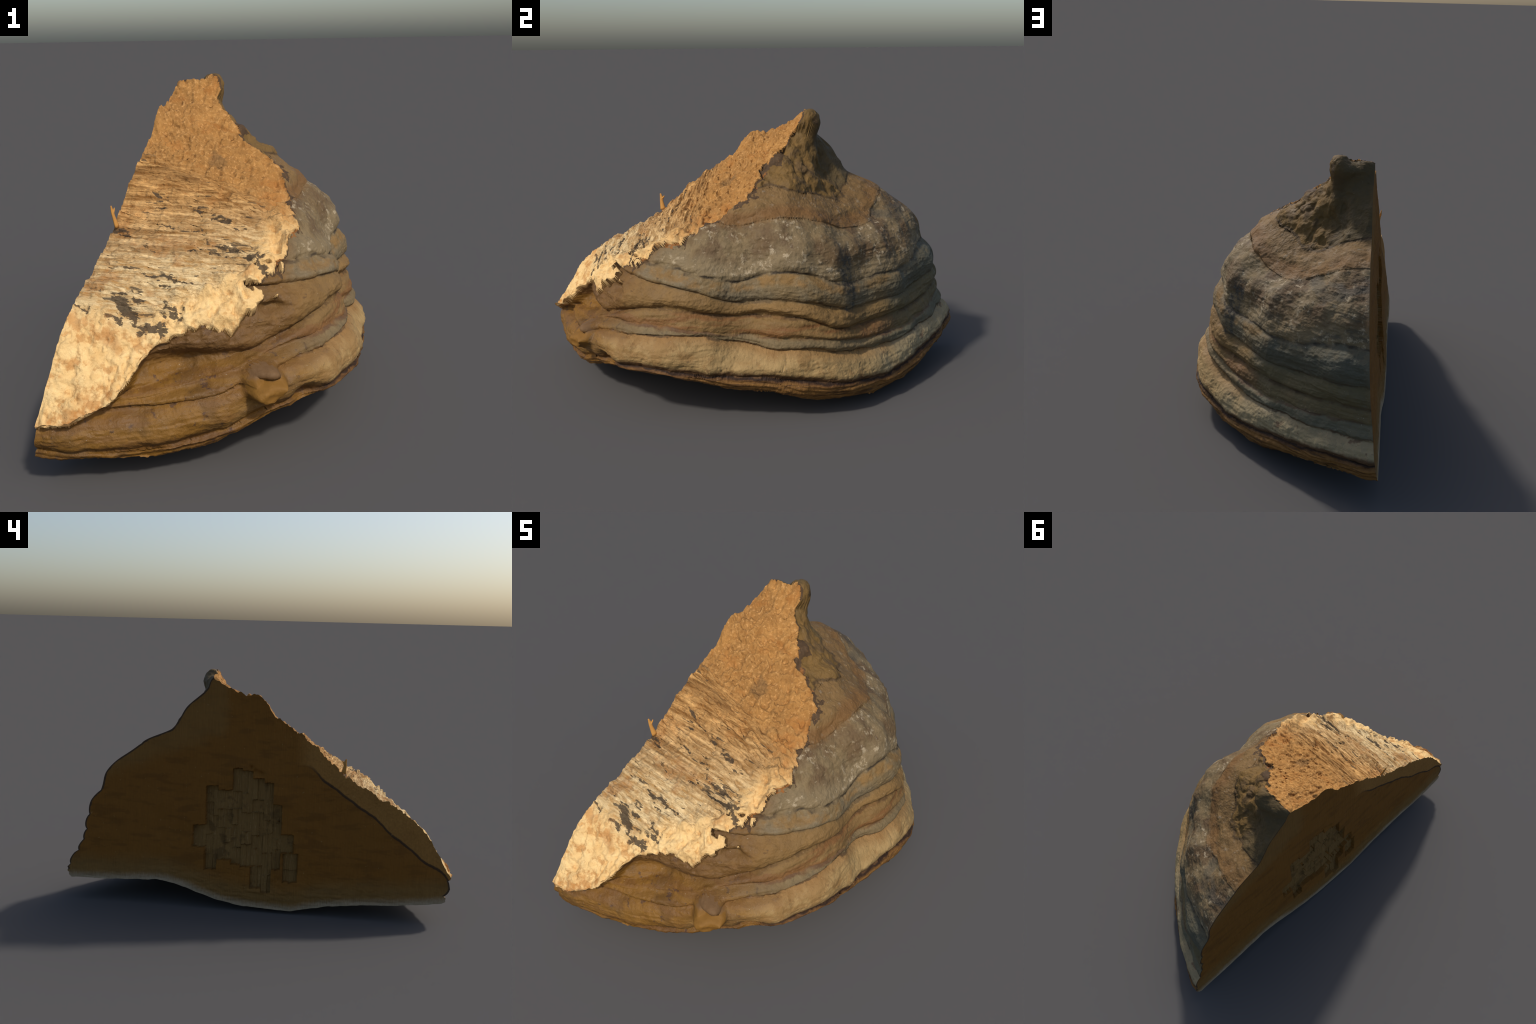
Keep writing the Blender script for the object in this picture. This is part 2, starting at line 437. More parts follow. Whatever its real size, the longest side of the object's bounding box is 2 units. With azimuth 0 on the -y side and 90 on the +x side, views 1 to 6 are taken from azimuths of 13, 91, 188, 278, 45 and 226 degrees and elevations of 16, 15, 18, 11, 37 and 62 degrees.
# the slope's lower border swells into a raised, lobed lip
lip_ridge = smooth(-0.055, -0.008, crust_d) * smooth(0.82, 0.70, bz) * smooth(-0.15, -0.3, by) * smooth(-0.40, -0.25, bx + 0.25 * (bz < 0.42))
lip_rise = lip_ridge * 0.019 * np.clip(0.75 + 1.3 * fbm(bx, by, bz, 13, 3), 0.15, 1.6)
amount = np.where(kind == 0, relief, np.where(kind == 1, torn_relief, 0.0015 * fbm(bx, by, bz, 60, 2)))
body = body + normal * (amount * edge_keep)[..., None] + np.array([0.30, -0.50, 0.81]) * (lip_rise * edge_keep * (kind == 1))[..., None]

# the sawn face: same ring as the body's, filled in by the same kind of grid
ring_angle = np.arctan2(disc_v, disc_u)
rim_mask = disc_r > 1 - 1e-9
ra, rr = ring_angle[rim_mask], np.hypot(body_q[..., 1] - CENTRE[1], body_q[..., 2] - CENTRE[2])[rim_mask]
order = np.argsort(ra)
ra, rr = ra[order], rr[order]
reach = np.interp(ring_angle, np.concatenate([[ra[-1] - 2 * math.pi], ra, [ra[0] + 2 * math.pi]]), np.concatenate([[rr[-1]], rr, [rr[0]]]))
cy, cz = CENTRE[1] + disc_u * reach, CENTRE[2] + disc_v * reach


def chip_plan():
    """Blocks of tubes broken out of the sawn face: y from, y to, z from, z to, depth."""
    plan, r = [], np.random.default_rng(21)
    columns = ((.33, .262, .315, .43), (.262, .20, .20, .64), (.20, .125, .255, .62), (.125, .075, .235, .735), (.075, .02, .225, .725),
               (.02, -.04, .12, .69), (-.04, -.09, .10, .67), (-.09, -.135, .22, .56), (-.135, -.20, .31, .405), (-.15, -.225, .16, .31))
    for y1, y0, z0, z1 in columns:
        n = max(1, int(round((z1 - z0) / 0.095)))
        cuts = np.sort(np.concatenate([[z0, z1], z0 + (z1 - z0) * (np.arange(1, n) + r.uniform(-.2, .2, n - 1)) / n]))
        for a, b in zip(cuts[:-1], cuts[1:]):
            half = y0 + (y1 - y0) * r.uniform(0.35, 0.65)
            for c0, c1 in ((y0, half), (half, y1)):
                plan.append((c0, c1, a, b, r.uniform(0.017, 0.028)))
    return plan


CHIPS = chip_plan()
chip_depth, chip_mask = np.zeros_like(cy), np.zeros(cy.shape, bool)
slant = cz + 0.16 * (cy - 0.05) + 0.004 * noise(cy * 40, cz * 6, cz * 0)
slant_back = lambda z, y: z + 0.16 * (y - 0.05)
for y0, y1, z0, z1, d in CHIPS:
    mid = (y0 + y1) / 2
    m = (cy >= y0) & (cy < y1) & (slant >= slant_back(z0, mid)) & (slant < slant_back(z1, mid))
    chip_depth[m] = d + 0.0012 * noise(cy[m] * 150, cz[m] * 3, cz[m] * 0)
    chip_mask |= m
saw = 0.0011 * noise(cy * 160, cz * 5, cz * 0) + 0.003 * fbm(cy, cz, cz * 0, 9, 3) + 0.0008 * noise(cy * 90, cz * 90, cz * 0)
crumb = smooth(0.30, 0.10, cz + 0.05 * np.abs(cy)) * 0.003 * billow(cy * 0.4, cz, cz * 0, 22, 2)
for hy, hz, w in ((.01, .725, .014), (.03, .745, .01), (-.02, .715, .014)):
    saw += 0.012 * np.exp(-((cy - hy) ** 2 + (cz - hz) ** 2) / w**2)
keep = smooth(1.0, 0.97, disc_r)
cut = place(np.stack([(chip_depth + saw + crumb) * keep, cy, cz], -1))
cut[rim_mask] = body[rim_mask]

# ----------------------------------------------------------------------------------
# split into parts
# ----------------------------------------------------------------------------------
def quads(n):
    i = np.arange(n * (n + 1)).reshape(n, n + 1)[:, :n].ravel()
    return np.stack([i, i + n + 1, i + n + 2, i + 1], -1)


def at_faces(a):
    return (a[:-1, :-1] + a[1:, :-1] + a[:-1, 1:] + a[1:, 1:]) / 4


faces = quads(GRID)
f_kind = np.median(np.stack([kind[:-1, :-1], kind[1:, :-1], kind[:-1, 1:], kind[1:, 1:], kind[1:, 1:]]), axis=0).astype(int).ravel()
f_angle, f_z = at_faces(b_angle).ravel(), at_faces(bz).ravel()
f_lines = np.stack([at_faces(b_lines[..., k]).ravel() for k in range(b_lines.shape[-1])], -1)
f_torn = at_faces(torn_d).ravel()
f_p = np.stack([at_faces(body[..., k]).ravel() for k in range(3)], -1)
ragged = (0.004 + 0.009 * smooth(0.84, 0.92, f_z) * smooth(1.12, 1.04, f_z)) * (1 + 1.3 * fbm(f_p[:, 0], f_p[:, 1], f_p[:, 2], 14, 3))
is_crust = f_kind == 0
stub = is_crust & (stub_reach(f_angle, f_z) < 1.0)
edge = is_crust & ~stub & (f_torn > -ragged) & (f_z > 0.42)
beak = is_crust & ~edge & (f_z > f_lines[:, 8])
lip = is_crust & ~stub & ~edge & (f_z < f_lines[:, 1])
rim = is_crust & ~stub & ~edge & ~lip & (f_z < f_lines[:, 2])
crust = is_crust & ~(stub | edge | beak | lip | rim)
ring_kind = np.round(np.interp(ring_angle.ravel(), ra, kind[rim_mask][order])).reshape(ring_angle.shape)
band = (1 - disc_r) * reach + 0.003 * noise(cy * 30, cz * 30, cz * 0)
section = (at_faces(band).ravel() < 0.009) & (at_faces(ring_kind).ravel() < 0.3) & (at_faces(cz).ravel() > 0.15)
f_chip = at_faces(chip_mask.astype(float)).ravel() > 0.5


def vertex_normals(points, tris):
    p = points[tris]
    n = np.cross(p[:, 2] - p[:, 0], p[:, 3] - p[:, 1])
    out = np.zeros_like(points)
    for k in range(4):
        for c in range(3):
            out[:, c] += np.bincount(tris[:, k], weights=n[:, c], minlength=len(points))
    return out / np.maximum(np.linalg.norm(out, axis=1, keepdims=True), 1e-12)


def add_part(name, points, face_list, normals, parent, material):
    used, back = np.unique(face_list, return_inverse=True)
    f = back.reshape(face_list.shape)
    me = bpy.data.meshes.new(name)
    me.vertices.add(len(used))
    me.vertices.foreach_set("co", points[used].astype(np.float32).ravel())
    me.loops.add(f.size)
    me.loops.foreach_set("vertex_index", f.astype(np.int32).ravel())
    me.polygons.add(len(f))
    me.polygons.foreach_set("loop_start", np.arange(0, f.size, 4, dtype=np.int32))
    me.update(calc_edges=True)
    me.validate()
    me.polygons.foreach_set("use_smooth", np.ones(len(me.polygons), bool))
    me.normals_split_custom_set_from_vertices(normals[used].astype(np.float32))
    me.materials.append(material)
    ob = bpy.data.objects.new(name, me)
    bpy.context.scene.collection.objects.link(ob)
    ob.parent = parent
    return ob


# ----------------------------------------------------------------------------------
# materials
# ----------------------------------------------------------------------------------
def srgb(r, g, b):
    lin = lambda c: (c / 255 / 12.92) if c <= 10 else ((c / 255 + 0.055) / 1.055) ** 2.4
    return (lin(r), lin(g), lin(b), 1.0)


class Val:
    """A scalar or colour socket that can be calculated with."""

    def __init__(self, mat, socket):
        self.m, self.s = mat, socket

    def _op(self, op, a, b=None, clamp=False):
        return self.m.math(op, a, b, clamp)

    def __add__(self, o): return self._op("ADD", self, o)
    __radd__ = __add__
    def __sub__(self, o): return self._op("SUBTRACT", self, o)
    def __rsub__(self, o): return self._op("SUBTRACT", o, self)
    def __mul__(self, o): return self._op("MULTIPLY", self, o)
    __rmul__ = __mul__
    def __truediv__(self, o): return self._op("DIVIDE", self, o)


class Mat:
    def __init__(self, name):
        self.mat = bpy.data.materials.new(name)
        self.mat.use_nodes = True
        self.t = self.mat.node_tree
        self.bsdf = self.t.nodes["Principled BSDF"]
        self.coord = self.t.nodes.new("ShaderNodeTexCoord").outputs["Object"]
        sep = self.new("ShaderNodeSeparateXYZ")
        self.link(self.coord, sep.inputs[0])
        self.x, self.y, self.z = (Val(self, sep.outputs[i]) for i in range(3))

    def new(self, kind):
        return self.t.nodes.new(kind)

    def link(self, a, b):
        self.t.links.new(a, b)

    def put(self, value, socket):
        if isinstance(value, Val):
            self.link(value.s, socket)
        else:
            socket.default_value = value

    def math(self, op, a, b=None, clamp=False):
        n = self.new("ShaderNodeMath")
        n.operation, n.use_clamp = op, clamp
        self.put(a, n.inputs[0])
        if b is not None:
            self.put(b, n.inputs[1])
        return Val(self, n.outputs[0])

    def step(self, a, b, x):
        """Smooth step from 0 at a to 1 at b."""
        n = self.new("ShaderNodeMapRange")
        n.interpolation_type = "SMOOTHSTEP"
        self.put(x, n.inputs["Value"])
        if not isinstance(a, Val) and not isinstance(b, Val) and a > b:
            n.inputs["From Min"].default_value, n.inputs["From Max"].default_value = b, a
            n.inputs["To Min"].default_value, n.inputs["To Max"].default_value = 1.0, 0.0
        else:
            self.put(a, n.inputs["From Min"])
            self.put(b, n.inputs["From Max"])
        return Val(self, n.outputs["Result"])

    def vec(self, scale=(1, 1, 1), rotate=(0, 0, 0), shift=(0, 0, 0)):
        n = self.new("ShaderNodeMapping")
        self.link(self.coord, n.inputs["Vector"])
        n.inputs["Scale"].default_value, n.inputs["Rotation"].default_value, n.inputs["Location"].default_value = scale, rotate, shift
        return n.outputs[0]

    def combine(self, x, y, z):
        n = self.new("ShaderNodeCombineXYZ")
        for v, s in zip((x, y, z), n.inputs):
            self.put(v, s)
        return n.outputs[0]

    def noise(self, scale, detail=3, rough=0.55, vector=None, distortion=0.0):
        n = self.new("ShaderNodeTexNoise")
        self.link(vector or self.coord, n.inputs["Vector"])
        n.inputs["Scale"].default_value, n.inputs["Detail"].default_value = scale, detail
        n.inputs["Roughness"].default_value, n.inputs["Distortion"].default_value = rough, distortion
        return Val(self, n.outputs["Fac"])

    def cells(self, scale, vector=None, feature="F1"):
        n = self.new("ShaderNodeTexVoronoi")
        n.feature = feature
        self.link(vector or self.coord, n.inputs["Vector"])
        n.inputs["Scale"].default_value = scale
        return Val(self, n.outputs["Distance"])

    def curve(self, x, points):
        n = self.new("ShaderNodeFloatCurve")
        self.put(x, n.inputs["Value"])
        c = n.mapping.curves[0]
        for p in points[1:-1]:
            c.points.new(*p)
        c.points[0].location, c.points[-1].location = points[0], points[-1]
        for p in c.points:
            p.handle_type = "AUTO"
        n.mapping.update()
        return Val(self, n.outputs[0])

    def ramp(self, x, *stops):
        n = self.new("ShaderNodeValToRGB")
        self.put(x, n.inputs[0])
        e = n.color_ramp.elements
        for pos, col in stops[1:-1]:
            e.new(pos).color = col
        e[0].position, e[0].color = stops[0]
        e[-1].position, e[-1].color = stops[-1]
        return Val(self, n.outputs[0])

    def mix(self, fac, a, b, mode="MIX"):
        n = self.new("ShaderNodeMix")
        n.data_type, n.blend_type = "RGBA", mode
        self.put(fac, n.inputs[0])
        self.put(a, n.inputs[6])
        self.put(b, n.inputs[7])
        return Val(self, n.outputs[2])

    def finish(self, colour, rough=0.8, bump=None, strength=0.3, distance=0.004, specular=0.25):
        self.put(colour, self.bsdf.inputs["Base Color"])
        self.put(rough, self.bsdf.inputs["Roughness"])
        self.bsdf.inputs["Specular IOR Level"].default_value = specular
        if bump is not None:
            n = self.new("ShaderNodeBump")
            n.inputs["Strength"].default_value, n.inputs["Distance"].default_value = strength, distance
            self.put(bump, n.inputs["Height"])
            self.link(n.outputs[0], self.bsdf.inputs["Normal"])
        return self.mat


def crust_material():
    m = Mat("fungus_crust")
    angle = m.math("MULTIPLY", m.math("ARCTAN2", m.y - AXIS[1], m.x - AXIS[0]), 180 / math.pi)
    a01 = (angle + 100) / 200
    fine, mid, big = m.noise(70, 4, 0.65), m.noise(18, 4, 0.6), m.noise(5, 3)
    specks, flecks = m.noise(120, 2, 0.7), m.noise(34, 4, 0.75)
    zw = m.z + (mid - 0.5) * 0.030 + (big - 0.5) * 0.03
    line = {k: m.curve(a01, [((a + 100) / 200, v / 1.2) for a, v in zip(LINE_ANGLES, vals)]) * 1.2 for k, vals in GROWTH_LINES.items()}
    # streaks that follow the growth: noise drawn out around the crust
    rings = m.noise(9, 4, 0.6, m.combine(m.x * 0.35, m.y * 0.35, zw * 3.2))
    blots = m.noise(8, 4, 0.65)

    def above(name, width=0.014, shift=0.0, raw=False):
        d = (m.z if raw else zw) - line[name] - shift
        return m.step(-width, width, d)

    def near(name, width, shift=0.0, raw=False):
        d = m.math("ABSOLUTE", (m.z if raw else zw) - line[name] - shift)
        return m.step(width, width * 0.25, d)

    back = m.step(15, 60, angle + (big - 0.5) * 60)                   # rear: grey-green slate tint
    front = m.step(-30, -56, angle + (big - 0.5) * 40)                # front: bare brown skin
    soft_line = m.step(0.35, 0.60, m.noise(12, 3, 0.6))

    # lip: thin layers
    lip_lines = m.noise(30, 3, 0.6, m.combine(m.x * 0.3, m.y * 0.3, m.z * 4.0))
    col = m.mix(fine, srgb(100, 68, 30), srgb(136, 98, 50))
    col = m.mix(m.step(0.52, 0.62, lip_lines) * 0.8, col, srgb(66, 44, 24))
    # pale youngest rim
    pale = m.mix(mid, srgb(134, 104, 60), srgb(170, 144, 98))
    pale = m.mix(m.step(-0.05, 0.0, zw - line["rim"]), pale, m.mix(mid, srgb(124, 90, 50), srgb(150, 118, 74)))
    pale = m.mix(m.step(0.52, 0.64, blots) * 0.55, pale, srgb(126, 92, 50))
    pale = m.mix(m.step(0.62, 0.70, mid) * 0.55, pale, srgb(96, 66, 38))
    pale = m.mix(m.step(0.66, 0.74, fine) * 0.8, pale, srgb(80, 60, 40))
    pale = m.mix(back * 0.6, pale, m.mix(mid, srgb(118, 114, 92), srgb(154, 148, 120)))
    pale = m.mix(back * m.step(0.58, 0.66, mid) * 0.7, pale, srgb(92, 66, 48))
    col = m.mix(above("lip", 0.006), col, pale)
    col = m.mix(near("lip", 0.026, 0.006) * m.step(0.30, 0.55, big + fine * 0.25) * 0.9, col, srgb(74, 48, 27))
    col = m.mix(near("lip", 0.007) * 0.9, col, srgb(42, 28, 19))
    # the older bands: khaki ground, ochre crests, grey faces
    khaki = m.mix(rings, srgb(92, 76, 48), srgb(134, 111, 74))
    grey = m.mix(fine, srgb(98, 86, 64), srgb(126, 111, 84))
    ochre = m.mix(mid, srgb(108, 79, 41), srgb(140, 106, 58))
    slate = m.mix(rings, srgb(80, 79, 64), srgb(106, 101, 80))
    olive = m.mix(mid, srgb(78, 74, 54), srgb(104, 96, 68))
    stain = m.step(0.54, 0.66, blots)
    band = m.mix(stain * 0.6, m.mix(0.35, khaki, grey), srgb(82, 72, 54))
    band = m.mix(back * 0.9, band, slate)
    col = m.mix(above("rim", 0.004), col, band)
    col = m.mix(near("rim", 0.006) * soft_line * 0.8, col, srgb(72, 52, 33))
    rust = m.mix(0.6, khaki, ochre)
    rust = m.mix(m.step(0.46, 0.60, rings) * 0.7, rust, srgb(112, 72, 38))
    rust = m.mix(back * 0.75, rust, olive)
    col = m.mix(above("ledge", 0.010), col, rust)
    col = m.mix(near("ledge", 0.007) * soft_line * 0.6, col, srgb(78, 52, 38))
    swell = m.mix(0.65, khaki, ochre)
    swell = m.mix(back * 0.85, swell, m.mix(stain, olive, slate))
    col = m.mix(above("swelling", 0.012), col, swell)
    col = m.mix(near("swelling", 0.010) * soft_line * 0.7, col, srgb(72, 52, 32))
    fold = m.mix(stain * 0.5, m.mix(m.step(0.35, 0.6, big), khaki, grey), srgb(84, 74, 54))
    fold = m.mix(m.step(0.54, 0.62, flecks) * 0.4, fold, srgb(140, 124, 94))
    fold = m.mix(back * 0.95, fold, m.mix(0.5, slate, srgb(66, 66, 56)))
    fold = m.mix(near("overhang", 0.030, -0.022) * m.step(0.35, 0.6, mid) * 0.7 * (1.0 - 0.85 * back), fold, ochre)
    col = m.mix(above("fold", 0.014), col, fold)
    col = m.mix(near("fold", 0.008) * soft_line * 0.6, col, srgb(68, 54, 38))
    # wide weathered band with pale flecks
    wide = m.mix(mid, srgb(98, 82, 56), srgb(132, 113, 82))
    wide = m.mix(m.step(0.11, 0.03, zw - line["overhang"]) * 0.35, wide, m.mix(flecks, srgb(108, 95, 70), srgb(148, 132, 102)))
    upper = m.step(0.04, 0.10, zw - line["overhang"])
    wide = m.mix(m.step(0.44, 0.58, m.noise(7, 4, 0.6)) * upper * 0.85, wide, srgb(90, 69, 46))
    wide = m.mix(back * m.step(0.50, 0.62, m.noise(8, 4, 0.6, m.combine(m.x, m.y, m.z * 2.4))) * 0.6, wide, srgb(66, 64, 56))
    wide = m.mix(m.step(0.54, 0.62, flecks) * m.step(0.42, 0.58, blots) * 0.75, wide, srgb(168, 152, 124))
    wide = m.mix(m.step(0.60, 0.66, flecks) * 0.5, wide, srgb(158, 142, 114))
    wide = m.mix(m.step(0.40, 0.62, big) * 0.45, wide, khaki)
    col = m.mix(above("overhang", 0.012), col, wide)
    smear = m.step(3.2, 1.6, m.math("ABSOLUTE", angle - 25.5 + (mid - 0.5) * 5.0)) * m.step(0.40, 0.44, m.z) * m.step(0.69, 0.66, m.z)
    col = m.mix(smear * m.step(0.40, 0.56, flecks) * 0.8, col, srgb(58, 58, 54))
    col = m.mix(near("overhang", 0.008) * soft_line * 0.9, col, srgb(54, 46, 36))
    # brown band with an orange foot, then the beak
    brown = m.mix(rings, srgb(96, 72, 42), srgb(130, 102, 62))
    brown = m.mix(m.step(0.58, 0.66, flecks) * 0.55, brown, srgb(136, 122, 100))
    col = m.mix(above("shoulder", 0.014), col, brown)
    col = m.mix(near("shoulder", 0.034, 0.020) * (0.25 + mid * 0.7) * (1.0 - 0.45 * back), col, srgb(108, 74, 38))
    beak = m.mix(mid, srgb(90, 70, 38), srgb(124, 94, 48))
    beak = m.mix(m.step(0.50, 0.62, m.noise(11, 4)) * 0.6, beak, srgb(84, 66, 44))
    beak = m.mix(m.step(-0.14, -0.24, m.x) * 0.65, beak, m.mix(fine, srgb(62, 55, 39), srgb(82, 73, 50)))
    col = m.mix(above("beak", 0.012), col, beak)
    col = m.mix(near("beak", 0.008) * 0.6, col, srgb(54, 42, 28))
    # bare front skin
    skin = m.mix(mid, srgb(94, 64, 20), srgb(134, 94, 34))
    skin = m.mix(m.step(0.50, 0.62, m.noise(6, 4, 0.6)) * 0.6, skin, srgb(82, 58, 28))
    skin = m.mix(m.step(0.46, 0.58, rings) * 0.5, skin, srgb(96, 64, 34))
    skin = m.mix(m.step(0.62, 0.68, m.noise(24, 3, 0.6)) * 0.8, skin, srgb(66, 45, 36))
    col = m.mix(front * 0.92, col, skin)
    col = m.mix(front * m.step(0.34, 0.40, zw) * 0.7, col, m.mix(mid, srgb(78, 56, 34), srgb(106, 78, 46)))
    # dark scars and grain
    scars = m.step(0.66, 0.72, m.noise(14, 4, 0.7))
    col = m.mix(scars * 0.5, col, srgb(64, 48, 36))
    col = m.mix(m.step(0.64, 0.72, specks) * 0.35, col, srgb(64, 53, 40))
    col = m.mix(m.step(0.76, 0.79, m.noise(150, 1, 0.5)) * 0.4, col, srgb(180, 170, 150))
    rough = m.ramp(mid, (0.3, (0.62,) * 3 + (1,)), (0.7, (0.85,) * 3 + (1,)))
    rough = m.math("SUBTRACT", m.math("MULTIPLY", rough, 1.0), front * 0.16)
    return m.finish(col, rough, fine + flecks * 0.6 + specks * 0.5, 0.6, 0.005)


def torn_material():
    m = Mat("torn_wood")
    turn = (0, 0, math.radians(5))
    fibre = m.step(0.32, 0.68, m.noise(55, 5, 0.72, m.vec(scale=(0.07, 1.0, 1.0), rotate=turn)))
    coarse = m.noise(15, 4, 0.65, m.vec(scale=(0.10, 1.0, 1.0), rotate=turn))
    hair = m.noise(130, 3, 0.7, m.vec(scale=(0.05, 1.0, 1.0), rotate=turn))
    fine, mid, big = m.noise(80, 4, 0.7), m.noise(20, 4, 0.6), m.noise(5, 3)
    # how far up the slope
    up = m.z + (big - 0.5) * 0.16 + (coarse - 0.5) * 0.10
    low = m.step(0.84, 0.58, up)
    spongy = m.mix(mid, srgb(132, 90, 44), srgb(188, 140, 80))
    spongy = m.mix(m.step(0.46, 0.60, m.noise(6, 4, 0.65)) * 0.4, spongy, m.mix(fine, srgb(116, 82, 44), srgb(150, 110, 64)))
    spongy = m.mix(m.step(0.52, 0.66, fine) * 0.55, spongy, srgb(204, 156, 98))
    spongy = m.mix(m.step(0.56, 0.64, m.noise(36, 3, 0.6)) * 0.35, spongy, srgb(116, 74, 34))
    wood = m.mix(fibre, srgb(128, 86, 42), srgb(210, 162, 100))
    wood = m.mix(m.step(0.50, 0.66, coarse) * 0.55, wood, srgb(124, 88, 50))
    pale = m.mix(fibre, srgb(176, 136, 82), srgb(238, 212, 162))
    pale = m.mix(m.step(0.54, 0.68, coarse) * 0.5, pale, srgb(150, 120, 80))
    pale_lump = m.mix(mid, srgb(196, 150, 86), srgb(240, 212, 156))
    pale_lump = m.mix(m.step(0.54, 0.66, m.noise(32, 4, 0.65)) * 0.5, pale_lump, srgb(168, 116, 58))
    edge = 0.13 - 0.25 * m.math("MAXIMUM", m.y * -1 - 0.55, 0.0) + (mid - 0.5) * 0.12
    fz = m.step(-0.03, 0.03, edge - m.x) * m.step(-0.16, -0.25, m.y + 0.12 * m.x) * m.step(-0.80, -0.72, m.y) * m.step(-0.64, -0.58, m.y - 0.8 * m.x + (mid - 0.5) * 0.10)
    lump = m.mix(low, spongy, pale_lump)
    fib = m.mix(low, wood, pale)
    col = m.mix(fz, lump, fib)
    rim_x = m.step(0.10, 0.22, m.x + 0.1 * (mid - 0.5)) * m.step(0.82, 0.66, m.z)
    col = m.mix(rim_x * 0.6, col, m.mix(mid, srgb(200, 150, 86), srgb(236, 204, 146)))
    col = m.mix(m.step(0.54, 0.66, m.noise(7, 4, 0.6)) * 0.5, col, srgb(158, 102, 48))
    # dark slivers: the named ones, and a scatter of fine ones
    wob = m.noise(60, 4, 0.7, m.vec(scale=(0.16, 1, 1), rotate=turn)) - 0.5
    gap = m.noise(40, 3, 0.7) - 0.5
    dark = None
    for x0, y0, x1, y1, w in STREAKS:
        dx, dy = x1 - x0, y1 - y0
        n2 = dx * dx + dy * dy
        px, py = m.x - x0, m.y - y0
        t = m.math("ADD", px * (dx / n2) + py * (dy / n2), 0.0, True)
        ex, ey = px - t * dx, py - t * dy
        d = m.math("SQRT", ex * ex + ey * ey)
        s = m.step(0.0, 0.004, w * 0.8 - d + wob * 0.05 + gap * 0.03)
        dark = s if dark is None else m.math("MAXIMUM", dark, s)
    sliver = m.noise(34, 3, 0.6, m.vec(scale=(0.10, 1, 1), rotate=turn, shift=(3, 1, 0)))
    dark = m.math("MAXIMUM", dark, m.step(0.615, 0.645, sliver) * fz * 0.9)
    col = m.mix(dark * 0.92, col, m.mix(fine, srgb(52, 44, 36), srgb(92, 78, 62)))
    col = m.mix(m.step(0.62, 0.72, hair) * fz * 0.6, col, srgb(104, 74, 42))
    col = m.mix(m.step(-0.72, -0.80, m.y) * m.step(0.50, 0.60, m.noise(13, 4, 0.65)) * 0.6, col, srgb(172, 116, 58))
    # dark patch painted in a nook, small dark pits
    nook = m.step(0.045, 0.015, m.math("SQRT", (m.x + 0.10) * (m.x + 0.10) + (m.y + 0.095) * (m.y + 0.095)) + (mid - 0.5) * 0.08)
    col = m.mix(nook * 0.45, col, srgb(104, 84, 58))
    col = m.mix(m.step(0.16, 0.04, m.cells(30)) * m.step(0.48, 0.62, m.noise(9, 2)) * 0.5, col, srgb(116, 72, 32))
    return m.finish(col, 0.9, fine + (fibre * 2.0 + hair) * fz + mid, 0.6, 0.007, 0.15)


def edge_material(name="broken_crust", tone=1.0):
    m = Mat(name)
    mid, fine = m.noise(24, 4, 0.65), m.noise(80, 3, 0.7)
    col = m.mix(mid, srgb(56, 42, 28), srgb(92, 70, 46))
    col = m.mix(m.step(0.60, 0.70, fine) * 0.6, col, srgb(140, 100, 60))
    col = m.mix(m.step(0.62, 0.68, m.noise(12, 3)) * 0.7, col, srgb(150, 96, 44))
    col = m.mix(1.0 - tone, col, srgb(34, 24, 18))
    return m.finish(col, 0.75, fine + mid, 0.5, 0.005)


WOOD_SEAM = ((-1.0, .215), (-.95, .269), (-.88, .303), (-.78, .383), (-.69, .446), (-.61, .519), (-.51, .581), (-.41, .654), (-.34, .70), (-.27, .763), (-.18, .768), (0.0, .77))


